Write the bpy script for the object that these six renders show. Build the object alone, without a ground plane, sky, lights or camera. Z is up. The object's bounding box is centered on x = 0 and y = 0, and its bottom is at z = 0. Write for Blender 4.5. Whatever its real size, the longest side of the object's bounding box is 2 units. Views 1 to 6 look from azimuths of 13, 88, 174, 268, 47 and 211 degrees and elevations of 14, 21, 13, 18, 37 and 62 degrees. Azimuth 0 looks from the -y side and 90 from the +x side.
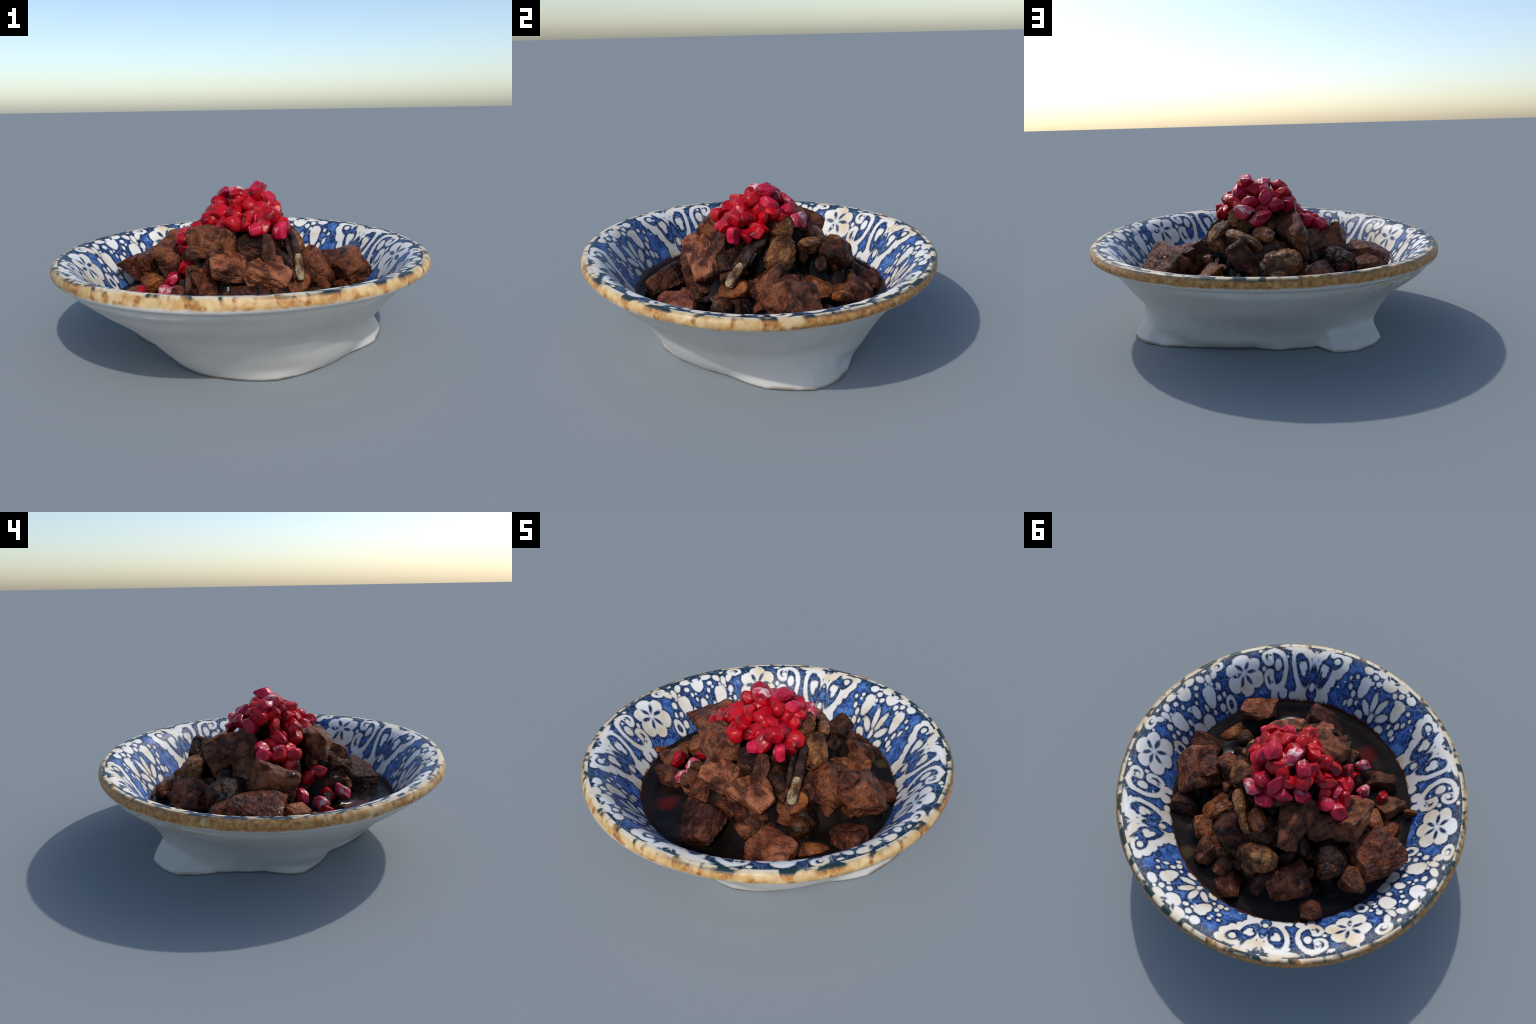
"""Stew of browned meat cubes and pomegranate seeds in a painted blue and white bowl."""
import bpy, bmesh, math, random
from mathutils import Vector, Euler, noise, Matrix

TAU = math.tau
random.seed(7)
for ob in list(bpy.data.objects):
    bpy.data.objects.remove(ob, do_unlink=True)
ROOT = bpy.context.scene.collection


def smooth(a, b, x):
    t = max(0.0, min(1.0, (x - a) / (b - a)))
    return t * t * (3 - 2 * t)


def link(ob, parent=None):
    ROOT.objects.link(ob)
    if parent:
        ob.parent = parent
    return ob


def empty(name, label, category, loc):
    ob = bpy.data.objects.new(name, None)
    ob.location = loc
    ob["label"] = label
    ob["category"] = category
    return link(ob)


def mesh_object(name, verts, faces, mat, parent, smooth_shade=True):
    me = bpy.data.meshes.new(name)
    me.from_pydata(verts, [], faces)
    me.update()
    if smooth_shade:
        me.polygons.foreach_set("use_smooth", [True] * len(me.polygons))
    if mat:
        me.materials.append(mat)
    return link(bpy.data.objects.new(name, me), parent)


# ------------------------------------------------------------------ node helper
class Graph:
    def __init__(self, name):
        self.mat = bpy.data.materials.new(name)
        self.mat.use_nodes = True
        self.t = self.mat.node_tree
        self.t.nodes.clear()
        self.out = self.t.nodes.new("ShaderNodeOutputMaterial")
        self.bsdf = self.t.nodes.new("ShaderNodeBsdfPrincipled")
        self.t.links.new(self.bsdf.outputs[0], self.out.inputs[0])

    def put(self, sock, val):
        if isinstance(val, bpy.types.NodeSocket):
            self.t.links.new(val, sock)
        elif isinstance(val, (tuple, list)) and len(val) == 3 and sock.type == 'RGBA':
            sock.default_value = (*val, 1.0)
        else:
            sock.default_value = val

    def m(self, op, a, b=None, c=None, clamp=False):
        n = self.t.nodes.new("ShaderNodeMath")
        n.operation = op
        n.use_clamp = clamp
        for i, v in enumerate((a, b, c)):
            if v is not None:
                self.put(n.inputs[i], v)
        return n.outputs[0]

    def step(self, x, lo, hi):
        n = self.t.nodes.new("ShaderNodeMapRange")
        n.interpolation_type = 'SMOOTHSTEP'
        self.put(n.inputs[0], x)
        n.inputs[1].default_value, n.inputs[2].default_value = lo, hi
        return n.outputs[0]

    def mix(self, f, a, b, blend='MIX'):
        n = self.t.nodes.new("ShaderNodeMix")
        n.data_type = 'RGBA'
        n.blend_type = blend
        self.put(n.inputs[0], f)
        self.put(n.inputs[6], a)
        self.put(n.inputs[7], b)
        return n.outputs[2]

    def object_coords(self):
        return self.t.nodes.new("ShaderNodeTexCoord").outputs['Object']

    def xyz(self, v):
        n = self.t.nodes.new("ShaderNodeSeparateXYZ")
        self.put(n.inputs[0], v)
        return n.outputs

    def vec(self, x, y, z=0.0):
        n = self.t.nodes.new("ShaderNodeCombineXYZ")
        for i, v in enumerate((x, y, z)):
            self.put(n.inputs[i], v)
        return n.outputs[0]

    def vmath(self, op, a, b=None):
        n = self.t.nodes.new("ShaderNodeVectorMath")
        n.operation = op
        self.put(n.inputs[0], a)
        if b is not None:
            self.put(n.inputs[1], b)
        return n.outputs['Value' if op in ('LENGTH', 'DOT_PRODUCT') else 'Vector']

    def mapping(self, v, loc=(0, 0, 0), rot=(0, 0, 0), scale=(1, 1, 1), kind='POINT'):
        n = self.t.nodes.new("ShaderNodeMapping")
        n.vector_type = kind
        self.put(n.inputs[0], v)
        n.inputs[1].default_value = loc
        n.inputs[2].default_value = rot
        n.inputs[3].default_value = scale
        return n.outputs[0]

    def noise(self, v, scale, detail=3.0, rough=0.5, dist=0.0, color=False):
        n = self.t.nodes.new("ShaderNodeTexNoise")
        self.put(n.inputs['Vector'], v)
        n.inputs['Scale'].default_value = scale
        n.inputs['Detail'].default_value = detail
        n.inputs['Roughness'].default_value = rough
        n.inputs['Distortion'].default_value = dist
        return n.outputs['Color' if color else 'Fac']

    def voronoi(self, v, scale, feature='F1', rand=1.0):
        n = self.t.nodes.new("ShaderNodeTexVoronoi")
        n.feature = feature
        self.put(n.inputs['Vector'], v)
        n.inputs['Scale'].default_value = scale
        n.inputs['Randomness'].default_value = rand
        return n.outputs['Distance']

    def ramp(self, f, stops):
        n = self.t.nodes.new("ShaderNodeValToRGB")
        self.put(n.inputs[0], f)
        el = n.color_ramp.elements
        while len(el) < len(stops):
            el.new(0.5)
        for e, (p, c) in zip(el, stops):
            e.position = p
            e.color = (*c, 1.0)
        return n.outputs[0]

    def random(self):
        return self.t.nodes.new("ShaderNodeObjectInfo").outputs['Random']

    def bump(self, h, strength, dist):
        n = self.t.nodes.new("ShaderNodeBump")
        n.inputs['Strength'].default_value = strength
        n.inputs['Distance'].default_value = dist
        self.put(n.inputs['Height'], h)
        self.t.links.new(n.outputs[0], self.bsdf.inputs['Normal'])

    def set(self, **kw):
        for k, v in kw.items():
            self.put(self.bsdf.inputs[k.replace('_', ' ')], v)


# ------------------------------------------------------------------ bowl form
CX, CY = 0.001, 0.008           # centre of the rim circle
R_SAUCE, Z_SAUCE = 0.716, 0.240  # where the sauce meets the wall


def rim_lift(th):
    """The hand-thrown rim is not level."""
    return 0.016 * math.cos(th) - 0.021 * math.sin(th) - 0.010 * math.cos(2 * th)


def rim_swell(th):
    d = math.degrees(th)
    dent = -.007 * math.exp(-((d + 45) / 24) ** 2) + .005 * math.exp(-((d + 125) / 14) ** 2) + .006 * math.exp(-((d - 112) / 20) ** 2)
    return 1.0 + 0.007 * math.cos(2 * th) - 0.003 * math.sin(2 * th) - 0.002 * math.cos(3 * th) + dent


# outline of the uneven foot on the table: angle in degrees, radius
FOOT = [(-172, .607), (-166, .592), (-158, .544), (-148, .49), (-139, .45), (-127, .475), (-115, .503),
        (-97, .553), (-86, .575), (-61, .622), (-49, .617), (-34, .614), (-22, .624), (-15, .640),
        (-6, .695), (1, .738), (5, .751), (18, .803), (28, .785), (36, .735), (46, .66), (57, .60),
        (77, .558), (90, .60), (100, .605), (109, .625), (112.5, .74), (120, .785), (129, .79),
        (137, .776), (145, .693), (151, .635), (158, .595), (172, .563)]


def foot_radius(deg):
    pts = [(FOOT[-1][0] - 360, FOOT[-1][1])] + FOOT + [(FOOT[0][0] + 360, FOOT[0][1])]
    for (a, ra), (b, rb) in zip(pts, pts[1:]):
        if a <= deg <= b:
            return ra + (rb - ra) * (deg - a) / (b - a)
    return 0.6


LEVELS = (.05, .10, .17, .25, .33, .39)
# outer wall: radius at those heights every 30 degrees, from -165 round to 165
WALL = [(.602, .645, .698, .780, .864, .928), (.475, .540, .628, .734, .850, .924), (.585, .630, .690, .776, .886, .940),
        (.618, .650, .700, .768, .868, .928), (.645, .672, .706, .768, .862, .920), (.668, .688, .716, .775, .842, .892),
        (.745, .736, .734, .796, .850, .890), (.690, .716, .746, .786, .848, .898), (.618, .644, .700, .792, .870, .930),
        (.642, .670, .730, .808, .886, .940), (.705, .718, .750, .808, .888, .944), (.603, .638, .700, .786, .874, .938)]


def wall_radius(deg, level):
    """cubic interpolation of the table around the bowl"""
    t = ((deg + 165) % 360) / 30
    i = int(t)
    f = t - i
    a, b, c, d = (WALL[(i + k) % 12][level] for k in (-1, 0, 1, 2))
    return b + .5 * f * (c - a + f * (2 * a - 5 * b + 4 * c - d + f * (3 * (b - c) + d - a)))


def outer_profile(th):
    """(radius, height) from under the lip down to the table, before tilt."""
    deg = (math.degrees(th) + 180) % 360 - 180
    f = foot_radius(deg)
    ctrl = [(0.0, f)] + [(z, max(wall_radius(deg, k), f - (.032, .070, 1, 1, 1, 1)[k])) for k, z in enumerate(LEVELS)]
    ctrl += [(.425, .958 - .034 * max(0.0, math.cos(th - .2)))]
    out = []
    n = 34
    for i in range(n):
        z = .425 * (1 - i / (n - 1))
        for j in range(len(ctrl) - 1):
            if ctrl[j][0] <= z + 1e-9 <= ctrl[j + 1][0] + 2e-9:
                break
        p0, p1, p2, p3 = (ctrl[max(j - 1, 0)], ctrl[j], ctrl[j + 1], ctrl[min(j + 2, len(ctrl) - 1)])
        h = p2[0] - p1[0]
        t = (z - p1[0]) / h
        m1 = (p2[1] - p0[1]) / (p2[0] - p0[0])
        m2 = (p3[1] - p1[1]) / (p3[0] - p1[0])
        t2, t3 = t * t, t * t * t
        r = (2 * t3 - 3 * t2 + 1) * p1[1] + (t3 - 2 * t2 + t) * h * m1 + (-2 * t3 + 3 * t2) * p2[1] + (t3 - t2) * h * m2
        out.append((r, z))
    return out


# inside: flat well under the sauce, steep wall that flares out towards the lip
INNER = [(0.0, .150), (.25, .150), (.45, .155), (.56, .162), (.64, .178), (.685, .203), (.702, .219), (.716, .238),
         (.730, .258), (.744, .278), (.758, .299), (.772, .320), (.786, .341), (.800, .361), (.814, .3815), (.828, .401),
         (.842, .4195), (.856, .437), (.870, .453), (.885, .467), (.900, .4785), (.915, .4865), (.930, .4920), (.944, .4952)]
LIP = [(.954, .4972), (.962, .4985), (.970, .498), (.978, .4945), (.985, .487), (.9895, .477), (.991, .466),
       (.990, .455), (.987, .445), (.981, .436), (.972, .429)]


def build_bowl():
    nth = 400
    cols = []
    for k in range(nth):
        th = -math.pi + TAU * k / nth
        deg = math.degrees(th)
        lift, swell = rim_lift(th), rim_swell(th)
        prof = [(r, z, 0) for r, z in INNER] + [(r, z, 1) for r, z in LIP] + [(r, z, 2) for r, z in outer_profile(th)]
        f = prof[-1][0]
        prof += [(f - .012, .004, 2), (f - .04, .03, 2), (f * .5, .05, 2), (0.0, .05, 2)]
        # a thick bulge of glaze under the lip at the front
        bulge = math.exp(-((deg + 100) / 24) ** 2) + .35 * math.exp(-((deg + 40) / 9) ** 2) + .3 * math.exp(-((deg + 4) / 10) ** 2)
        col = []
        for i, (r, z, part) in enumerate(prof):
            w = smooth(.18, .45, z) if part else smooth(.3, .9, r)
            rr = r * (1 + (swell - 1) * w)
            wob = noise.noise(Vector((math.cos(th) * 4, math.sin(th) * 4, z * 9)))
            fine = noise.noise(Vector((math.cos(th) * 14, math.sin(th) * 14, z * 22 + 5)))
            if part == 2 and z > .1:
                rr += .004 * wob * smooth(.1, .2, z)
                g = math.exp(-((z - .405) / .03) ** 2)
                rr += g * (.024 * bulge + .004 * fine)
            elif part == 1:
                rr += .0022 * fine * smooth(.95, .985, r)
                rr -= .016 * max(0.0, math.cos(th - .2)) * smooth(.455, .428, z)
                if z < .47:
                    rr += .016 * bulge * smooth(.475, .43, z)
            if part == 0:
                w = 1.0
                if r > .716:  # the wall swells a little on its sunny side
                    z += .012 * max(0.0, math.cos(th + .25)) * math.sin(math.pi * (r - .716) / .236)
            zz = z + lift * w * (r / .98 if part == 0 else 1) + (.0015 * fine if part == 1 else 0)
            col.append((CX * w + rr * math.cos(th), CY * w + rr * math.sin(th), max(0.0, zz), part))
        cols.append(col)
    n = len(cols[0])
    verts = [c[i][:3] for c in cols for i in range(n)]
    faces, region = [], []
    for k in range(nth):
        k2 = (k + 1) % nth
        for i in range(n - 1):
            a, b, c, d = k * n + i, k2 * n + i, k2 * n + i + 1, k * n + i + 1
            if i == 0:
                faces.append((a, c, d))
            elif i == n - 2:
                faces.append((a, b, d))
            else:
                faces.append((a, b, c, d))
            p = max(cols[k][i][3], 0)
            if i < len(INNER):
                p = 0
            elif i < len(INNER) + len(LIP):
                p = 1
            else:
                p = 2 if cols[k][i][2] > .14 else 3
            region.append(p if p < 2 else (2 if i < len(INNER) + len(LIP) + 24 else 3))
    return verts, faces, region


def split_regions(verts, faces, region, names, mats, parent):
    """One smooth skin cut into named parts that share border vertices and normals."""
    me = bpy.data.meshes.new("whole")
    me.from_pydata(verts, [], faces)
    me.update()
    bm = bmesh.new()
    bm.from_mesh(me)
    bmesh.ops.recalc_face_normals(bm, faces=bm.faces)
    bm.verts.ensure_lookup_table()
    normals = [v.normal.copy() for v in bm.verts]
    flip = [[v.index for v in f.verts] for f in bm.faces]
    bm.free()
    bpy.data.meshes.remove(me)
    for k, name in enumerate(names):
        ids, fs = {}, []
        for f, r in zip(flip, region):
            if r == k:
                fs.append([ids.setdefault(i, len(ids)) for i in f])
        order = sorted(ids, key=ids.get)
        ob = mesh_object(name, [verts[i] for i in order], fs, mats[k], parent)
        ob.data.normals_split_custom_set_from_vertices([normals[i] for i in order])


# ------------------------------------------------------------------ bowl paint
def polar(g):
    """angle in degrees and wall position 0 (sauce line) to 1 (lip) of the painted inside."""
    p = g.object_coords()
    x, y, z = g.xyz(p)
    x = g.m('SUBTRACT', x, CX)
    y = g.m('SUBTRACT', y, CY)
    th = g.m('ARCTAN2', y, x)
    deg = g.m('MULTIPLY', th, 180 / math.pi)
    r = g.m('SQRT', g.m('ADD', g.m('MULTIPLY', x, x), g.m('MULTIPLY', y, y)))
    return p, th, deg, r, z


def painted_inside():
    g = Graph("painted_blue_white_glaze")
    p, th, deg, r, z = polar(g)
    # mirrored quarter: 0 on the leaf spray between two palmettes, 90 between two flowers
    a = g.m('SUBTRACT', deg, 77.0)
    a = g.m('PINGPONG', g.m('ADD', a, 360.0), 90.0)
    v = g.m('MULTIPLY', g.m('DIVIDE', g.m('SUBTRACT', r, R_SAUCE), .241), 23.3)
    wob = g.noise(p, 9.0, 2.0, color=True)
    w = g.xyz(wob)
    a = g.m('ADD', a, g.m('MULTIPLY', g.m('SUBTRACT', w[0], .5), 1.5))
    v = g.m('ADD', v, g.m('MULTIPLY', g.m('SUBTRACT', w[1], .5), 1.5))
    last = [0.0]

    def draw_ellipse(x, y, sx, sy, tilt=0.0, src=None):
        # the third coordinate carries the previous result, hugely scaled down: it only keeps the
        # shapes evaluated one after another, which the renderer needs for so long a chain
        q = g.vec(a if src is None else src, v, last[0])
        q = g.mapping(q, (x, y, 0), (0, 0, math.radians(tilt)), (sx * .97, sy * 1.10, 1e5), 'TEXTURE')
        return g.m('MULTIPLY', g.m('SUBTRACT', g.vmath('LENGTH', q), 1.0), min(sx, sy))

    def draw_ring(x, y, sx, sy, half, src=None):
        return g.m('SUBTRACT', g.m('ABSOLUTE', draw_ellipse(x, y, sx, sy, 0, src)), half)

    class Union:
        """running minimum, so the node chain stays shallow"""
        def __init__(self):
            self.acc = None

        def add(self, *shapes):
            for kind, args in shapes:
                d = {'e': draw_ellipse, 'r': draw_ring, 'c': lambda *q: g.m('MAXIMUM', draw_ring(*q[:5]), g.m('MULTIPLY', g.m('SUBTRACT', a, q[5]), q[6]))}[kind](*args)
                self.acc = d if self.acc is None else g.m('MINIMUM', self.acc, d)
                last[0] = self.acc

    def ellipse(*args):
        return 'e', args

    def ring(*args):
        return 'r', args

    def open_ring(*args):
        return 'c', args

    def minus(p1, p2):
        return g.m('MAXIMUM', p1, g.m('MULTIPLY', p2, -1.0))

    # palmette, mirrored about its own stem at 32.5 degrees
    X = g.m('SUBTRACT', a, 32.5)
    pv = g.m('ABSOLUTE', X)
    pa, holes, tops, notch = Union(), Union(), Union(), Union()
    pa.add(ellipse(4.7, 10.8, 4.7, 9.0, -13, pv), ellipse(5.2, 2.0, 3.4, 4.2, 20, pv),
          ellipse(0, 15.0, 1.2, 3.2, 0, pv), ellipse(5.6, 20.6, 2.6, 1.2, -12, pv),
          ellipse(5.5, 22.3, 2.2, 1.3, 0, pv))
    holes.add(ellipse(4.7, 11.8, 3.1, 6.5, -13, pv), ellipse(0, 7.8, 1.9, 5.8, 0, pv),
             ellipse(0, 3.4, 2.7, 2.6, 0, pv))
    tops.add(ellipse(2.2, 18.8, 2.6, 2.4, 10, pv), ellipse(4.1, 13.0, 1.1, 1.4, -14, pv),
            ellipse(5.3, 12.6, 1.1, 1.5, -14, pv), ellipse(4.9, 11.2, 1.0, 1.7, -14, pv),
            ellipse(0, 5.2, 1.2, 1.3, 0, pv))
    notch.add(ellipse(1.4, 21.2, .65, 1.7, -25, pv))
    # the palmette's scalloped wing on the leaf-spray side, a long leaf on the other
    pa.add(ellipse(23.5, 16.0, 4.6, 5.0, 0), ellipse(20.2, 19.6, 2.2, 1.9), ellipse(20.2, 15.8, 1.9, 2.1),
           ellipse(22.0, 12.2, 2.0, 1.9), ellipse(24.2, 9.0, 1.9, 1.9), ellipse(25.6, 6.0, 1.8, 1.8))
    holes.add(ellipse(23.6, 16.3, 2.4, 3.1, 22), ellipse(27.2, 17.4, .7, 3.0, 8))
    tops.add(ellipse(23.4, 17.0, 1.15, 1.2), ellipse(40.8, 21.2, 4.0, 1.2, 10), ellipse(41.2, 18.6, 1.15, 1.1))
    # leaf spray between palmettes
    tops.add(ellipse(0, 17.8, 3.0, 2.8), ellipse(4.4, 21.0, 2.7, 2.1, -12), ellipse(4.0, 15.2, 1.0, 1.0),
             ellipse(6.4, 17.2, 1.1, 1.1), ellipse(6.3, 14.0, .7, .7), ellipse(10.3, 18.9, 2.0, 1.8),
             ellipse(7.7, 20.0, .7, .7), ellipse(8.9, 11.3, 2.2, 3.8, 10), ellipse(9.7, 13.4, 1.5, 1.9, 10),
             ellipse(2.0, 8.4, 1.2, 3.0, -14), ellipse(4.7, 5.3, 1.3, 2.6, -52), ellipse(0, 3.0, 1.0, 1.6),
             ellipse(6.4, 1.6, 2.2, 1.4, 20), ellipse(12.7, 7.4, .9, 1.1), ellipse(12.6, 4.2, 1.2, 1.2),
             ellipse(14.8, 9.4, .8, .9), ellipse(9.8, 5.0, .7, .7), ellipse(15.0, 3.2, .8, .9),
             ellipse(13.2, 14.0, .7, .7), ellipse(16.0, 12.6, .6, .6))
    notch.add(ellipse(2.1, 20.6, .6, 1.3, -30))
    # C scroll with two curls
    tops.add(open_ring(49.6, 12.6, 5.0, 7.2, .8, 52.0, 1.0), open_ring(51.9, 17.2, 2.1, 2.5, .62, 50.3, -1.0),
             open_ring(51.9, 8.2, 2.2, 2.8, .66, 50.2, -1.0),
             ellipse(51.4, 16.5, .95, 1.0), ellipse(51.2, 9.0, 1.0, 1.3), ellipse(48.2, 13.6, 1.5, 2.0),
             ellipse(46.6, 3.0, 2.0, 2.0), ellipse(51.2, 2.4, 1.6, 1.8), ellipse(42.0, 2.0, 1.6, 1.5),
             ellipse(54.2, 12.6, .7, .8), ellipse(54.6, 21.2, .8, .8), ellipse(49.0, 21.6, .7, .6))
    # six-petalled flower at 63 degrees
    fx, fy = 63.2, 12.6
    for k in range(6):
        ang = math.radians(90 + 60 * k)
        d, sx, sy = (5.9, 3.5, 3.0) if k in (0, 2, 4) else (5.3, 3.1, 2.8)
        pa.add(ellipse(fx + d * .92 * math.cos(ang), fy + d * math.sin(ang), sx, sy, math.degrees(ang)))
        h = ang + math.radians(30)
        notch.add(ellipse(fx + 3.3 * math.cos(h), fy + 3.3 * math.sin(h), 2.1, .72, math.degrees(h)))
    pa.add(ellipse(fx, fy, 3.2, 3.2))
    tops.add(ellipse(fx, fy, 1.15, 1.15))
    # field between the flowers
    tops.add(ring(72.8, 20.6, 2.2, 1.9, .62), ellipse(73.4, 20.3, .8, .7), ring(73.0, 3.8, 1.9, 2.4, .6),
             ellipse(75.6, 17.6, 1.15, 1.9, 28), ellipse(78.4, 16.6, 1.05, 1.9, 6), ellipse(81.2, 18.6, 1.3, 1.9, -22),
             ellipse(81.0, 10.2, 2.6, 3.9, 14), ellipse(82.0, 12.0, 1.6, 2.0, 14), ellipse(90, 17.6, 2.8, 3.2),
             ellipse(85.6, 20.8, 2.3, 1.8, 14), ellipse(84.6, 16.4, .9, .9), ellipse(86.0, 13.6, .65, .7),
             ellipse(90, 8.6, 1.6, 2.3), ellipse(87.0, 2.4, 2.9, 2.9, 20), ellipse(76.0, 12.2, 1.0, 1.2),
             ellipse(77.2, 8.2, .8, .8), ellipse(74.6, 8.6, .7, .8), ellipse(77.4, 4.4, 1.3, 1.4),
             ellipse(82.0, 4.2, .8, .8), ellipse(85.0, 7.4, .8, 1.1), ellipse(78.2, 14.0, .5, .5),
             ellipse(80.4, 15.2, .45, .45), ellipse(87.6, 11.2, .5, .6), ellipse(78.2, 21.6, .8, .6))
    notch.add(ellipse(87.9, 20.6, .6, 1.4, 30))

    sdf = g.m('MINIMUM', minus(g.m('SUBTRACT', pa.acc, .05), holes.acc), g.m('SUBTRACT', tops.acc, .08))
    sdf = minus(sdf, notch.acc)
    grain = g.noise(p, 70.0, 2.0)
    sdf = g.m('ADD', sdf, g.m('MULTIPLY', g.m('SUBTRACT', grain, .5), .45))
    white = g.step(sdf, .32, -.32)
    outline = g.step(sdf, 1.5, .2)

    # cobalt ground: watery blotches, darker to the lip, threaded by pale hair lines
    blot = g.noise(p, 16.0, 4.0, .6)
    blue = g.ramp(blot, [(.32, (.007, .024, .095)), (.48, (.022, .085, .31)), (.66, (.085, .20, .50))])
    dark = (.004, .011, .034)
    blue = g.mix(g.m('MULTIPLY', outline, .93), blue, dark)
    to_lip = g.step(v, 16.0, 21.5)
    blue = g.mix(g.m('MULTIPLY', to_lip, .85), blue, (.006, .020, .032))
    hair = g.step(g.voronoi(p, 24.0, 'DISTANCE_TO_EDGE'), .030, .010)
    blue = g.mix(g.m('MULTIPLY', hair, .42), blue, (.40, .52, .66))
    star = g.step(g.voronoi(g.vmath('ADD', p, (.31, .17, .05)), 13.0), .15, .10)
    blue = g.mix(g.m('MULTIPLY', star, .85), blue, (.70, .74, .76))
    cream = g.noise(p, 6.0, 3.0)
    wht = g.ramp(cream, [(.35, (.78, .765, .735)), (.55, (.76, .70, .60)), (.70, (.68, .55, .36))])
    wht = g.mix(g.m('MULTIPLY', g.step(sdf, -.6, -.1), .22), wht, (.52, .66, .84))
    wht = g.mix(g.m('MULTIPLY', g.step(v, 20.5, 23.2), .8), wht, (.74, .56, .30))
    col = g.mix(white, blue, wht)
    # rust tide line where the sauce wets the wall
    tide = g.step(g.m('ADD', v, g.m('MULTIPLY', g.m('SUBTRACT', g.noise(p, 30.0, 3.0), .5), 2.2)), 1.2, .1)
    col = g.mix(tide, col, (.055, .016, .005))
    g.set(Base_Color=col, Roughness=.45, Specular_IOR_Level=.30)
    g.bump(g.noise(p, 26.0, 3.0), .12, .01)
    return g.mat


def lip_glaze():
    g = Graph("ochre_lip_glaze")
    p, th, deg, r, z = polar(g)
    lift = g.m('ADD', g.m('MULTIPLY', g.m('COSINE', th), .016), g.m('MULTIPLY', g.m('SINE', th), -.021))
    lift = g.m('ADD', lift, g.m('MULTIPLY', g.m('COSINE', g.m('MULTIPLY', th, 2.0)), -.010))
    dz = g.m('SUBTRACT', g.m('SUBTRACT', z, lift), .462)
    dr = g.m('SUBTRACT', r, .958)
    phi = g.m('MULTIPLY', g.m('ARCTAN2', dz, dr), 180 / math.pi)  # 110 inside edge, 0 outermost, -70 beneath
    phi = g.m('ADD', phi, g.m('MULTIPLY', g.m('SUBTRACT', g.noise(p, 14.0, 3.0), .5), 34.0))
    # row of daubs around the lip
    uv = g.vec(g.m('MULTIPLY', deg, .40), g.m('MULTIPLY', phi, .012))
    cell = g.voronoi(uv, 1.0, 'SMOOTH_F1', .75)
    daub = g.step(g.m('ADD', cell, g.m('MULTIPLY', g.m('SUBTRACT', g.noise(p, 40.0, 3.0), .5), .22)), .56, .42)
    ochre = g.ramp(g.noise(p, 45.0, 4.0, .65), [(.30, (.20, .072, .016)), (.5, (.42, .19, .050)), (.72, (.58, .36, .135))])
    teal = (.012, .034, .038)
    ground = g.mix(g.m('MULTIPLY', g.step(phi, 36.0, 66.0), g.step(g.noise(p, 8.0, 2.0), .30, .46)), ochre, teal)
    cream = g.mix(g.step(phi, 45.0, 105.0), g.ramp(g.noise(p, 24.0, 3.0), [(.35, (.54, .32, .11)), (.65, (.72, .55, .29))]), (.76, .68, .52))
    shown = g.m('MAXIMUM', g.m('MULTIPLY', g.step(g.m('ADD', g.noise(p, 3.5, 2.0), g.m('MULTIPLY', g.m('SINE', th), -.16)), .42, .62), .85), g.m('MULTIPLY', g.step(phi, 48.0, 82.0), .9))
    col = g.mix(g.m('MULTIPLY', daub, shown), ground, cream)
    under = g.step(phi, -8.0, -38.0)
    col = g.mix(under, col, (.60, .575, .535))
    g.set(Base_Color=col, Roughness=.42, Specular_IOR_Level=.30)
    g.bump(g.noise(p, 60.0, 3.0), .15, .006)
    return g.mat


def plain_glaze(name):
    g = Graph(name)
    p, th, deg, r, z = polar(g)
    n = g.noise(p, 5.0, 4.0, .6)
    col = g.ramp(n, [(.3, (.525, .500, .462)), (.7, (.585, .560, .520))])
    # ochre runs of the lip glaze below the rim on one side
    run = g.m('MULTIPLY', g.step(z, .330, .385), g.step(g.noise(g.mapping(p, scale=(9, 9, 70)), 1.0, 3.0), .46, .60))
    side = g.m('MULTIPLY', g.step(deg, 100.0, 125.0), g.step(deg, 185.0, 150.0))
    col = g.mix(g.m('MULTIPLY', run, side), col, (.46, .32, .16))
    base = g.m('MULTIPLY', g.step(z, .022, .006), g.step(g.noise(p, 7.0, 2.0), .42, .62))
    col = g.mix(g.m('MULTIPLY', base, .8), col, (.34, .24, .16))
    g.set(Base_Color=col, Roughness=.5, Specular_IOR_Level=.25)
    g.bump(g.noise(p, 12.0, 4.0), .08, .01)
    return g.mat


bowl = empty("serving_bowl", "round white bowl painted with blue flowers, ochre lip", "bowl", (0, 0, 0))
V, Fc, Rg = build_bowl()
split_regions(V, Fc, Rg, ["painted_wall", "rim", "outer_wall", "foot"],
              [painted_inside(), lip_glaze(), plain_glaze("white_glaze"), plain_glaze("foot_glaze")], bowl)


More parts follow.
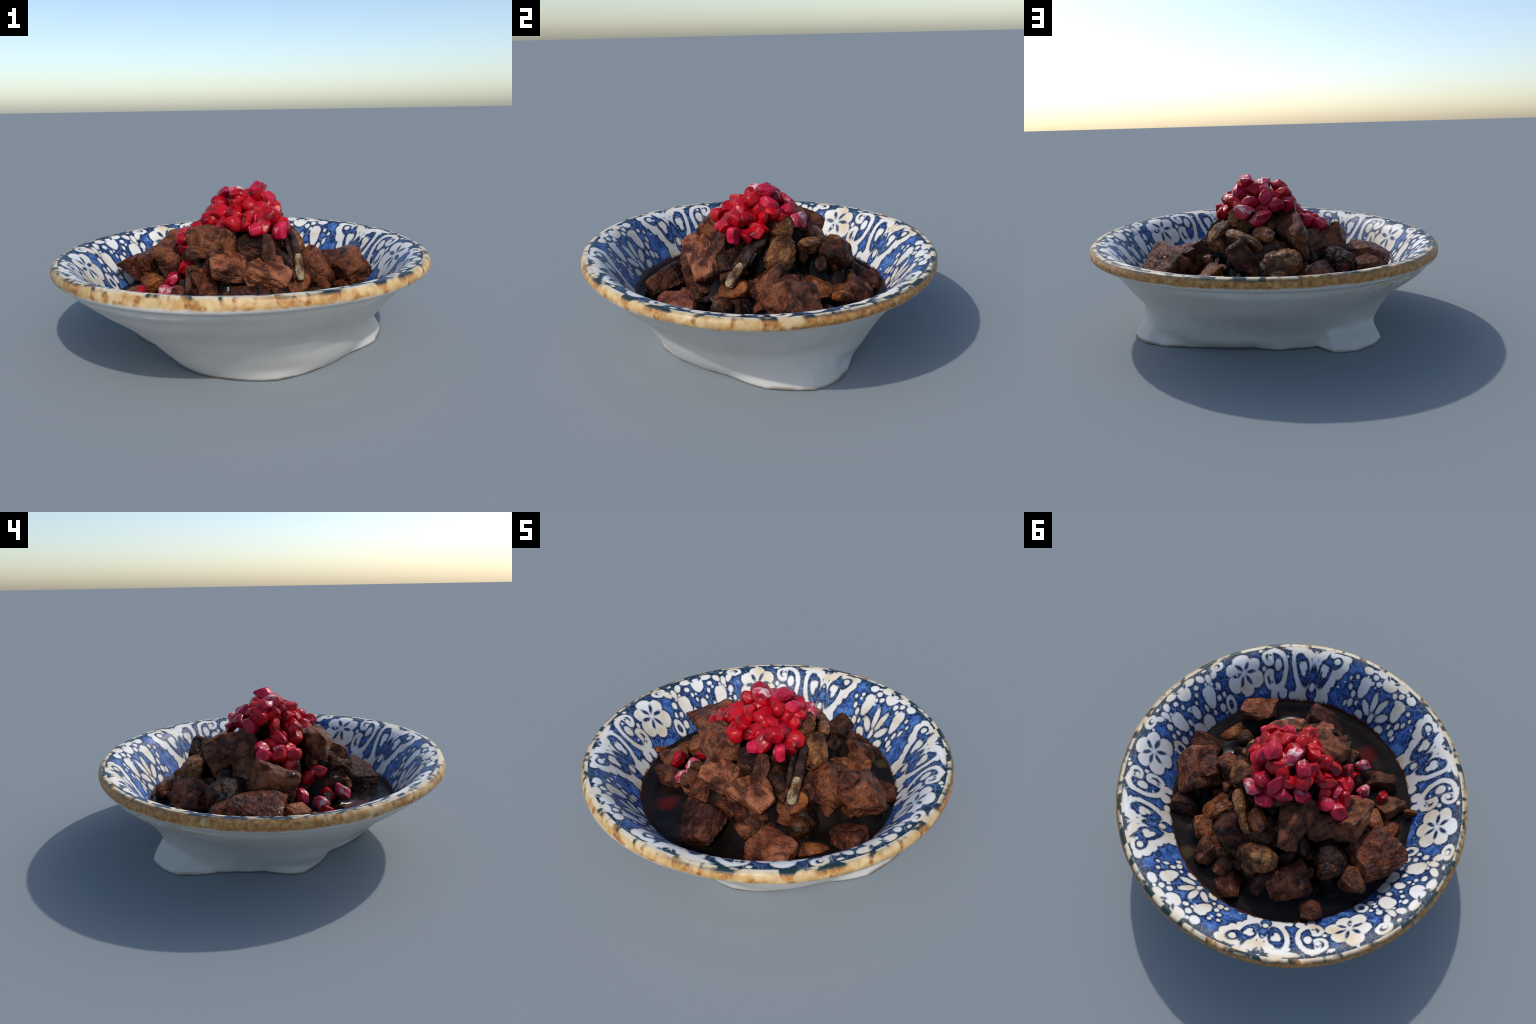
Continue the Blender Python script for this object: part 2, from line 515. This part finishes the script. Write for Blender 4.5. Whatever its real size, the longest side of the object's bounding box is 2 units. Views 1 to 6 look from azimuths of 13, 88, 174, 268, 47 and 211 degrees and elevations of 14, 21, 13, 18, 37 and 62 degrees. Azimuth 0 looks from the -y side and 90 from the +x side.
# ------------------------------------------------------------------ food materials
def meat_material(name, dark, mid, light, fibre=1.0, rough=.50, coat=.55):
    """browned flesh: mottled sear, fine fibres along the piece, patches of clinging dark sauce"""
    g = Graph(name)
    p = g.object_coords()
    rnd = g.random()
    q = g.vmath('ADD', p, g.vec(g.m('MULTIPLY', rnd, 9.0), g.m('MULTIPLY', rnd, 5.0), rnd))
    big = g.noise(q, 11.0, 3.0, .6, .4)
    grain = g.noise(g.mapping(q, scale=(26, 150, 150)), 1.0, 3.0, .6, .3)
    spot = g.noise(q, 75.0, 3.0, .6)
    f = g.m('ADD', g.m('MULTIPLY', big, .75), g.m('ADD', g.m('MULTIPLY', grain, .22 * fibre), g.m('MULTIPLY', spot, .28 - .16 * fibre)))
    f = g.m('ADD', f, g.m('MULTIPLY', g.m('SUBTRACT', rnd, .5), .14))
    col = g.ramp(f, [(.36, dark), (.50, mid), (.64, light)])  # wide tonal spread bakes golden highlights and black shade into the mottling
    # fine dark cracks of the grain
    crack = g.step(grain, .40, .30)
    col = g.mix(g.m('MULTIPLY', crack, .55 * fibre), col, tuple(c * .45 for c in dark))
    glaze = g.step(g.noise(q, 10.0, 4.0, .6, .9), .46, .61)
    col = g.mix(g.m('MULTIPLY', glaze, .72), col, (dark[0] * .34, dark[1] * .28, dark[2] * .30))
    rust = g.step(g.noise(q, 15.0, 2.0, .5, .5), .60, .74)
    col = g.mix(g.m('MULTIPLY', rust, .45), col, (mid[0] * 1.15, mid[1] * .62, mid[2] * .42))
    wet = g.step(g.noise(q, 26.0, 3.0, .6), .46, .60)
    g.set(Base_Color=col, Roughness=rough, Specular_IOR_Level=.14, Coat_Weight=g.m('MULTIPLY', wet, coat), Coat_Roughness=.10)
    h = g.m('ADD', g.m('MULTIPLY', grain, .7 * fibre), g.m('ADD', g.m('MULTIPLY', spot, .9), g.m('MULTIPLY', g.noise(q, 38.0, 3.0), .6)))
    g.bump(h, .95, .012)
    # the wet film follows the same relief
    g.t.links.new(g.bsdf.inputs['Normal'].links[0].from_socket, g.bsdf.inputs['Coat Normal'])
    return g.mat


def seed_material(name, deep, red, pale, pale_at):
    g = Graph(name)
    p = g.object_coords()
    rnd = g.random()
    q = g.vmath('ADD', p, g.vec(g.m('MULTIPLY', rnd, 7.0), rnd, g.m('MULTIPLY', rnd, 3.0)))
    n = g.noise(q, 14.0, 2.0)
    col = g.ramp(n, [(.30, deep), (.52, red), (.72, (red[0] * 1.2, red[1] * 1.3, red[2] * 1.2))])  # deep tone paints the dark-red shading of the seeds into their colour
    col = g.mix(g.step(g.noise(q, 19.0, 2.0, .5, .6), pale_at, pale_at + .14), col, pale)
    col = g.mix(g.m('MULTIPLY', rnd, .45), col, (.20, .002, .010))
    g.set(Base_Color=col, Roughness=.30, Specular_IOR_Level=.28, Subsurface_Weight=.05, Subsurface_Scale=.02)
    g.bsdf.inputs['Subsurface Radius'].default_value = (1.0, .15, .12)
    g.bump(g.noise(q, 40.0, 3.0), .25, .01)
    return g.mat


def sauce_material():
    g = Graph("dark_glossy_sauce")
    p = g.object_coords()
    n = g.noise(p, 7.0, 3.0)
    col = g.ramp(n, [(.35, (.004, .003, .0028)), (.6, (.010, .006, .0045)), (.8, (.028, .012, .006))])
    # pieces drowned just under the surface shimmer through
    for x, y, rad, tint in ((-.254, -.512, .085, (.085, .006, .003)), (.368, .584, .055, (.060, .040, .012)), (-.597, -.13, .080, (.075, .022, .004))):
        d = g.vmath('LENGTH', g.mapping(p, (-x, -y, 0), scale=(1, 1, 0)))
        d = g.m('ADD', d, g.m('MULTIPLY', g.m('SUBTRACT', g.noise(p, 18.0, 2.0), .5), .06))
        col = g.mix(g.m('MULTIPLY', g.step(d, rad, rad * .25), .8), col, tint)
    g.set(Base_Color=col, Roughness=.22, Specular_IOR_Level=.10)
    g.bump(g.noise(p, 9.0, 2.0), .10, .02)
    return g.mat


MATS = {  # browns shifted warmer to offset the sky's cold cast on shaded faces
    'meat': meat_material("browned_meat", (.025, .0056, .0026), (.104, .0255, .0105), (.245, .080, .0330)),
    'meat_light': meat_material("seared_meat", (.045, .0092, .0040), (.165, .0410, .0160), (.350, .122, .0540), .7),
    'meat_dark': meat_material("dark_braised_meat", (.018, .0046, .0024), (.070, .0185, .0086), (.175, .058, .0260)),
    'tan': meat_material("browned_mushroom", (.036, .0105, .0032), (.140, .0470, .0145), (.320, .136, .0460), .15),
    'orange': meat_material("glazed_apricot", (.044, .0090, .0028), (.165, .0410, .0100), (.320, .102, .0260), .1, .42, .6),
    'olive': meat_material("glazed_raisin", (.021, .0060, .0020), (.074, .0240, .0062), (.175, .070, .0190), .1, .40, .6),
    'dark': meat_material("blackened_braise", (.008, .0032, .0024), (.028, .0095, .0054), (.090, .032, .0150), .5, .40, .6),
    'onion': meat_material("translucent_onion", (.050, .0170, .0045), (.185, .0880, .0300), (.450, .340, .2000), .1, .36, .7),
}
SEED_RED = seed_material("pomegranate_red", (.10, .0008, .003), (.47, .003, .009), (.62, .10, .14), .72)
SEED_PINK = seed_material("pomegranate_pink", (.20, .002, .012), (.50, .012, .045), (.70, .34, .38), .62)
SEED_PALE = seed_material("pomegranate_pale", (.40, .020, .040), (.50, .05, .09), (.70, .44, .42), .50)


# ------------------------------------------------------------------ food shapes
def cube_sphere(n):
    """unit cube surface grid, welded"""
    idx, verts, faces = {}, [], []

    def vid(p):
        k = tuple(round(c * n) for c in p)
        if k not in idx:
            idx[k] = len(verts)
            verts.append(Vector(p))
        return idx[k]
    for ax in range(3):
        for s in (-1, 1):
            for i in range(n):
                for j in range(n):
                    q = []
                    for di, dj in ((0, 0), (1, 0), (1, 1), (0, 1)):
                        c = [0, 0, 0]
                        c[ax] = s
                        c[(ax + 1) % 3] = -1 + 2 * (i + di) / n
                        c[(ax + 2) % 3] = -1 + 2 * (j + dj) / n
                        q.append(vid(c))
                    faces.append(q if s > 0 else q[::-1])
    return verts, faces


GRID = cube_sphere(26)
SMALL = cube_sphere(12)


def lump(seed, size, power=4.0, cuts=5, rough=1.0, fibre=1.0, grid=GRID):
    """an irregular hand-cut chunk: rounded block, random knife cuts, wrinkles along its grain"""
    rng = random.Random(seed)
    off = Vector((rng.uniform(-50, 50), rng.uniform(-50, 50), rng.uniform(-50, 50)))
    planes = []
    for _ in range(cuts):
        n = Vector((rng.gauss(0, 1), rng.gauss(0, 1), rng.gauss(0, 1))).normalized()
        planes.append((n, rng.uniform(.68, .92)))
    s = Vector(size)
    mean = (size[0] * size[1] * size[2]) ** (1 / 3)
    taper = (rng.uniform(-.18, .18), rng.uniform(-.18, .18))
    out = []
    for v in grid[0]:
        d = v.normalized()
        k = (abs(d.x) ** power + abs(d.y) ** power + abs(d.z) ** power) ** (-1 / power)
        u = d * k
        for n, lim in planes:
            e = u.dot(n) - lim
            if e > 0:
                u = u - n * (e * .97)
        u = Vector((u.x, u.y * (1 + taper[0] * u.x), u.z * (1 + taper[1] * u.x)))
        amp = noise.noise(u * 1.1 + off) * .12 + noise.noise(u * 2.6 + off) * .040 * rough
        amp += noise.noise(u * 6.0 + off) * .035 * rough
        crease = abs(noise.noise(Vector((u.x * 1.2, u.y * 5.5, u.z * 5.5)) + off * 2))
        amp += (crease - .25) * .085 * fibre
        amp += noise.noise(Vector((u.x * 2.2, u.y * 15, u.z * 15)) + off) * .030 * fibre
        amp += noise.noise(u * 14.0 + off) * .020 * rough
        q = Vector((u.x * s.x, u.y * s.y, u.z * s.z))
        out.append(q + d * (amp * mean))
    return out, grid[1]


def strip(path, widths, thick, seed, n=40, m=14):
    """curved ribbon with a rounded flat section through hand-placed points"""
    pts = [Vector(p) for p in path]

    def cr(t):
        x = t * (len(pts) - 1)
        i = min(int(x), len(pts) - 2)
        f = x - i
        a, b, c, d = pts[max(i - 1, 0)], pts[i], pts[i + 1], pts[min(i + 2, len(pts) - 1)]
        return .5 * (2 * b + (c - a) * f + (2 * a - 5 * b + 4 * c - d) * f * f + (3 * b - a - 3 * c + d) * f ** 3)
    verts, faces = [], []
    for i in range(n):
        t = i / (n - 1)
        c = cr(t)
        tan = (cr(min(1, t + .01)) - cr(max(0, t - .01))).normalized()
        nor = Vector((.75, -.35, .55))
        nor = (nor - tan * nor.dot(tan)).normalized()
        side = tan.cross(nor)
        wd = widths[0] + (widths[1] - widths[0]) * t
        end = math.sqrt(max(0.0, 1 - abs(2 * t - 1) ** 6))
        for j in range(m):
            a = TAU * j / m
            k = 1 + .30 * noise.noise(c * 22 + Vector((seed, a, 0)))
            verts.append(c + side * (math.cos(a) * wd * end * k) + nor * (math.sin(a) * thick * end * k))
    for i in range(n - 1):
        for j in range(m):
            a, b = i * m + j, i * m + (j + 1) % m
            faces.append((a, b, b + m, a + m))
    faces.append(list(range(m))[::-1])
    faces.append([(n - 1) * m + j for j in range(m)])
    return verts, faces


# kind, material, centre, half sizes, turn in degrees, squareness
CHUNKS = [
    # large seared cubes around the front
    ('meat_chunk', 'meat_light', (.488, -.430, .330), (.116, .096, .070), (-179, 0, -168), 6),
    ('meat_chunk', 'meat_dark', (.062, -.548, .308), (.142, .120, .080), (150, 18, -173), 7),
    ('meat_chunk', 'meat', (-.088, -.252, .590), (.122, .094, .086), (-177, 5, 162), 6),
    ('meat_chunk', 'meat_light', (.018, -.348, .482), (.100, .080, .072), (155, -7, -162), 5),
    ('meat_chunk', 'meat_light', (.203, -.308, .442), (.112, .104, .086), (-137, 37, 11), 5),
    # left and back
    ('meat_chunk', 'meat', (-.400, .034, .450), (.150, .104, .090), (-149, -17, 78), 4),
    ('meat_chunk', 'meat_light', (-.606, .105, .360), (.150, .128, .105), (-7, -25, 60), 4),
    ('meat_chunk', 'meat_dark', (-.143, .234, .552), (.158, .112, .078), (-60, 19, 98), 5),
    ('meat_chunk', 'meat', (.575, .150, .368), (.138, .125, .105), (-123, 15, 133), 6),
    ('meat_chunk', 'meat', (.515, .146, .430), (.085, .070, .060), (2, -17, -142), 5),
    ('meat_chunk', 'meat', (.668, -.061, .285), (.095, .072, .064), (114, 27, -168), 3.5),
    ('meat_chunk', 'meat', (.415, .052, .392), (.125, .090, .072), (85, -32, 166), 4),
    ('meat_chunk', 'meat_dark', (.548, .350, .262), (.092, .077, .060), (59, 7, -163), 4),
    ('meat_chunk', 'meat_dark', (.145, .430, .455), (.112, .078, .062), (-21, 51, 154), 3.5),
    ('meat_chunk', 'meat', (.272, .530, .298), (.090, .072, .056), (-28, -33, -99), 4),
    ('meat_chunk', 'meat', (-.242, .476, .345), (.126, .096, .074), (63, -7, -134), 5),
    ('meat_chunk', 'meat_light', (.055, .655, .258), (.086, .072, .052), (35, 7, 117), 4),
    ('meat_chunk', 'meat_dark', (-.425, .545, .280), (.066, .056, .056), (10, 12, 40), 5),
    ('meat_chunk', 'meat_dark', (-.548, .290, .338), (.090, .070, .060), (-167, -10, -173), 4),
    ('meat_chunk', 'meat_dark', (-.420, -.385, .272), (.105, .062, .045), (0, 8, 20), 3.5),
    ('meat_chunk', 'meat_dark', (-.540, -.255, .272), (.085, .062, .046), (20, 0, 70), 4),
    ('meat_chunk', 'meat', (-.099, -.362, .385), (.122, .098, .090), (-160, 4, 110), 4),
    ('meat_chunk', 'meat', (.108, -.390, .368), (.070, .058, .055), (174, 34, 8), 4),
    ('meat_chunk', 'meat_dark', (.200, -.215, .570), (.070, .044, .032), (-150, -62, 93), 6),
    ('meat_chunk', 'meat_dark', (.330, .030, .350), (.090, .090, .080), (30, 0, 40), 4),
    # mushrooms and nuts
    ('mushroom', 'tan', (.262, .118, .520), (.104, .088, .066), (-130, -44, 146), 3),
    ('walnut', 'tan', (.152, .118, .648), (.078, .070, .052), (-104, 5, 54), 2.8),
    ('mushroom_slice', 'tan', (.138, .308, .530), (.132, .055, .036), (128, 14, 136), 3),
    ('mushroom_slice', 'orange', (.035, .328, .565), (.070, .048, .030), (-138, 1, 139), 3.5),
    ('mushroom_slice', 'tan', (-.055, .468, .428), (.106, .084, .072), (-152, -8, -160), 3),
    # glazed fruit and soft bits
    ('apricot_piece', 'orange', (.332, .300, .345), (.102, .072, .052), (-175, -10, -126), 3.5),
    ('apricot_piece', 'orange', (.345, .442, .325), (.084, .054, .050), (10, -15, -50), 3.5),
    ('meat_chunk', 'meat_dark', (-.275, .125, .470), (.095, .085, .075), (30, 10, 20), 4),
    ('apricot_piece', 'orange', (.326, -.143, .360), (.100, .064, .046), (-45, 9, -121), 3),
    ('apricot_piece', 'orange', (.575, -.235, .252), (.092, .050, .028), (12, -3, -127), 3.5),
    ('apricot_piece', 'orange', (-.496, -.100, .312), (.078, .052, .040), (160, -8, 131), 4),
    ('apricot_piece', 'orange', (-.610, -.105, .250), (.075, .055, .022), (0, 0, 100), 4),
    ('apricot_piece', 'orange', (-.672, -.272, .285), (.050, .020, .018), (0, -20, 25), 3),
    ('raisin', 'olive', (-.418, .332, .412), (.056, .050, .042), (-47, -1, 36), 2.4),
    ('raisin', 'olive', (-.254, .145, .515), (.066, .050, .036), (154, -2, 38), 2.6),
    ('raisin', 'olive', (.262, -.362, .300), (.074, .064, .050), (60, 16, 16), 2.6),
    ('raisin', 'olive', (.330, -.335, .285), (.052, .045, .036), (40, 30, 80), 2.6),
    ('raisin', 'olive', (.462, -.210, .312), (.066, .056, .050), (28, -40, 147), 2.6),
    ('raisin', 'olive', (-.160, -.360, .462), (.052, .036, .032), (0, 40, 120), 2.6),
    ('raisin', 'olive', (.640, .235, .275), (.050, .040, .034), (0, 20, 60), 3),
    ('braised_onion', 'dark', (-.402, .262, .378), (.104, .082, .074), (-5, 28, -175), 3),
    ('braised_onion', 'dark', (.400, -.110, .290), (.085, .065, .045), (10, 5, 30), 3),
    ('braised_onion', 'dark', (.248, -.150, .500), (.100, .062, .034), (51, -6, 128), 3),
    ('braised_onion', 'dark', (.120, -.185, .535), (.105, .090, .085), (20, 10, 40), 3),
    ('braised_onion', 'dark', (.020, .330, .450), (.110, .090, .080), (0, 20, 10), 3),
    ('meat_chunk', 'meat_dark', (-.215, -.060, .480), (.100, .080, .075), (10, 20, 30), 3.5),
    ('mushroom_gills', 'dark', (.262, .070, .535), (.080, .040, .034), (-130, -44, 146), 3),
    ('mushroom_gills', 'dark', (.205, .130, .560), (.070, .045, .040), (0, 30, 60), 3),
    ('braised_onion', 'dark', (.060, .420, .400), (.100, .080, .060), (0, 10, 60), 3),
]

stew = empty("meat_stew", "heap of glossy brown meat cubes and mushrooms in dark sauce", "stew", (0, 0, Z_SAUCE))


def local(p, top):
    return Vector(p) - top.location


for i, (kind, mat, pos, size, turn, power) in enumerate(CHUNKS):
    soft = power < 3.3
    vs, fs = lump(100 + i, size, power + (2 if kind == 'meat_chunk' else 0), 2 if soft or power >= 6 else 5, {'walnut': 2.6, 'mushroom': 1.8, 'mushroom_slice': 1.8}.get(kind, 1.5 if mat == 'dark' else 1.0), 1.0 if kind == 'meat_chunk' else .5)
    ob = mesh_object(kind, vs, fs, MATS[mat], stew)
    ob.location = local(pos, stew) - Vector((pos[0] * .02, pos[1] * .02, .014))
    ob.scale = [.90 if power >= 6 else .95] * 3
    ob.rotation_euler = [math.radians(a) for a in turn]

# onion strands sliding down the front of the heap
for path, wd, th, mat in [
        ([(.262, .035, .600), (.298, -.036, .560), (.322, -.080, .505), (.335, -.115, .460)], (.020, .028), .015, 'dark'),
        ([(.326, -.088, .500), (.340, -.122, .455), (.350, -.150, .415), (.357, -.170, .375)], (.022, .034), .017, 'onion'),
        ([(.225, .020, .590), (.262, -.055, .560), (.292, -.110, .500), (.310, -.150, .440)], (.020, .016), .013, 'dark'),
        ([(-.190, -.345, .455), (-.165, -.385, .450), (-.150, -.425, .415), (-.155, -.455, .360)], (.014, .022), .011, 'olive')]:
    vs, fs = strip(path, wd, th, len(path) * 3.1)
    mesh_object("onion_strip", [Vector(v) - stew.location for v in vs], fs, MATS[mat], stew)


# sauce: flat pool that climbs between the pieces
def sauce_height(x, y):
    best = 0.0
    for kind, mat, pos, size, turn, power in CHUNKS:
        top = pos[2] - Z_SAUCE - .04
        if top <= 0:
            continue
        rad = .80 * (size[0] + size[1]) / 2 + .35 * top
        d = math.hypot(x - pos[0], y - pos[1]) / rad
        if d < 1.6:
            best = max(best, top * math.exp(-d * d * 1.9))
    d = math.hypot(x - .06, y - .05) / .25
    best = max(best, .37 * math.exp(-d * d * d))
    return best


def build_sauce():
    rings, seg = 90, 220
    hs = {}
    verts = [(0, 0, sauce_height(0, 0))]
    for i in range(1, rings + 1):
        for j in range(seg):
            a = TAU * j / seg
            r = .722 * i / rings
            x, y = r * math.cos(a) + .002, r * math.sin(a) + .006
            z = sauce_height(x, y) * (1 - smooth(.66, .71, r))
            z -= .014 * (1 - smooth(.58, .715, r))
            z += (.016 * x - .021 * y) / .98 - .007 * smooth(0, -.6, x)
            z += (.002 + .06 * max(z, 0)) * noise.noise(Vector((x * 14, y * 14, z * 10))) * (1 - smooth(.66, .71, r))
            verts.append((x, y, z))
    faces = [(0, 1 + j, 1 + (j + 1) % seg) for j in range(seg)]
    for i in range(rings - 1):
        for j in range(seg):
            a, b = 1 + i * seg + j, 1 + i * seg + (j + 1) % seg
            faces.append((a, a + seg, b + seg, b))
    return verts, faces


# small scraps of meat, onion and mushroom packed into the hollows of the heap
SCRAPS = []
for k in range(14):
    r_ = random.Random(60 + k)
    vs, fs = lump(700 + k, (r_.uniform(.040, .072), r_.uniform(.030, .050), r_.uniform(.022, .038)), r_.uniform(2.4, 4.5), 4, 1.4, .5, SMALL)
    me = bpy.data.meshes.new("stew_scrap")
    me.from_pydata(vs, [], fs)
    me.polygons.foreach_set("use_smooth", [True] * len(me.polygons))
    me.materials.append(MATS[('dark', 'meat_dark', 'meat', 'meat_dark', 'olive', 'meat', 'dark')[k % 7]])
    SCRAPS.append(me)
r_ = random.Random(11)
spots = []
for _ in range(4000):
    if len(spots) >= 120:
        break
    a_, d_ = r_.uniform(0, TAU), .60 * math.sqrt(r_.random())
    x, y = d_ * math.cos(a_) - .02, d_ * math.sin(a_) + .02
    h = sauce_height(x, y)
    if h < .035 or any(math.hypot(x - q[0], y - q[1]) < .058 for q in spots):
        continue
    spots.append((x, y))
    ob = bpy.data.objects.new("stew_scrap", r_.choice(SCRAPS))
    ob.location = (x, y, h - .004)
    ob.rotation_euler = [r_.uniform(0, TAU) for _ in range(3)]
    link(ob, stew)

vs, fs = build_sauce()
mesh_object("sauce", vs, fs, sauce_material(), stew)

# ------------------------------------------------------------------ pomegranate seeds
garnish = empty("pomegranate_garnish", "pile of wet crimson pomegranate seeds on top", "fruit seeds", (0, 0, .55))


def seed_mesh(k):
    rng = random.Random(500 + k)
    sz = (rng.uniform(.054, .066), rng.uniform(.042, .050), rng.uniform(.036, .046))
    vs, fs = lump(900 + k, sz, rng.uniform(2.4, 3.4), 10, .7, 0.25, SMALL)
    # one end drawn to a blunt point
    vs = [Vector((v.x, v.y * (1 - .35 * smooth(0, .06, v.x)), v.z * (1 - .35 * smooth(0, .06, v.x)))) for v in vs]
    me = bpy.data.meshes.new("pomegranate_seed")
    me.from_pydata(vs, [], fs)
    me.polygons.foreach_set("use_smooth", [True] * len(me.polygons))
    me.update()
    return me


SEEDS = {m.name: [] for m in (SEED_RED, SEED_PINK, SEED_PALE)}
for m in (SEED_RED, SEED_PINK, SEED_PALE):
    for k in range(6):
        me = seed_mesh(k)
        me.materials.append(m)
        SEEDS[m.name].append(me)

PILE_RED = [(.003, -.026, .798), (.010, -.126, .755), (.011, -.240, .678), (.126, -.014, .790), (.195, .029, .700),
            (.107, .028, .760), (-.119, .098, .752), (-.132, .074, .722), (-.087, -.118, .724), (-.137, -.117, .676),
            (-.202, -.127, .632), (-.218, -.026, .630), (-.161, -.127, .656), (-.071, -.139, .710), (.174, -.180, .655),
            (.205, -.145, .703), (-.129, -.001, .742), (.110, -.150, .695), (.200, -.060, .700), (.090, -.095, .755),
            (.160, -.100, .735), (.055, .095, .780), (.000, .110, .765), (-.283, -.087, .576), (-.265, -.060, .540),
            (.257, -.022, .635), (.060, -.180, .665), (-.040, -.190, .670), (.180, .090, .720)]
PILE_PINK = [(.103, .048, .826), (-.100, .042, .792), (.246, -.131, .620), (.039, .245, .642), (.004, .175, .733),
             (-.053, .183, .688), (-.138, .142, .690), (-.257, .065, .578), (-.333, .060, .556), (-.269, -.041, .572),
             (.152, .059, .760), (.140, -.190, .640), (.095, .160, .705)]
PILE_PALE = [(-.015, .000, .805), (.129, .222, .672)]
LOOSE_RED = [(-.296, -.105, .556), (-.290, -.075, .508), (-.318, -.028, .560), (-.260, -.297, .305), (-.470, -.265, .280), (-.247, -.188, .412), (-.235, -.240, .440)]
LOOSE_PINK = [(-.346, -.146, .330)]
LOOSE_PALE = [(-.280, -.380, .330), (-.356, -.244, .300)]


def put_seed(pos, group, rng, pull=.022, scale=1.0):
    p = Vector(pos)
    inward = (Vector((.02, 0, p.z - .06)) - p)
    if pull:
        p = p + inward.normalized() * pull
    ob = bpy.data.objects.new("pomegranate_seed", rng.choice(SEEDS[group.name]))
    ob.location = p - garnish.location
    ob.rotation_euler = (rng.uniform(0, TAU), rng.uniform(-.7, .7), rng.uniform(0, TAU))
    ob.scale = [scale * rng.uniform(.88, 1.1) for _ in range(3)]
    link(ob, garnish)


rng = random.Random(31)
for pts, grp in ((PILE_RED, SEED_RED), (PILE_PINK, SEED_PINK), (PILE_PALE, SEED_PALE)):
    for p in pts:
        put_seed(p, grp, rng, .022 if grp is SEED_RED else .010)
for pts, grp in ((LOOSE_RED, SEED_RED), (LOOSE_PINK, SEED_PINK), (LOOSE_PALE, SEED_PALE)):
    for p in pts:
        put_seed(p, grp, rng, 0.0, .9)
# seeds packed underneath and between the outer ones
shell = [Vector(p) for p in PILE_RED + PILE_PINK + PILE_PALE]
filled = []
for i, a in enumerate(shell):
    for b in shell[i + 1:]:
        if .07 < (a - b).length < .15:
            mid = (a + b) / 2
            mid += (Vector((.02, 0, mid.z - .10)) - mid).normalized() * .030
            if all((mid - o).length > .075 for o in filled) and all((mid - o).length > .035 for o in shell):
                filled.append(mid)
for mid in filled:
    put_seed(mid, SEED_RED, rng, 0.0, .95)
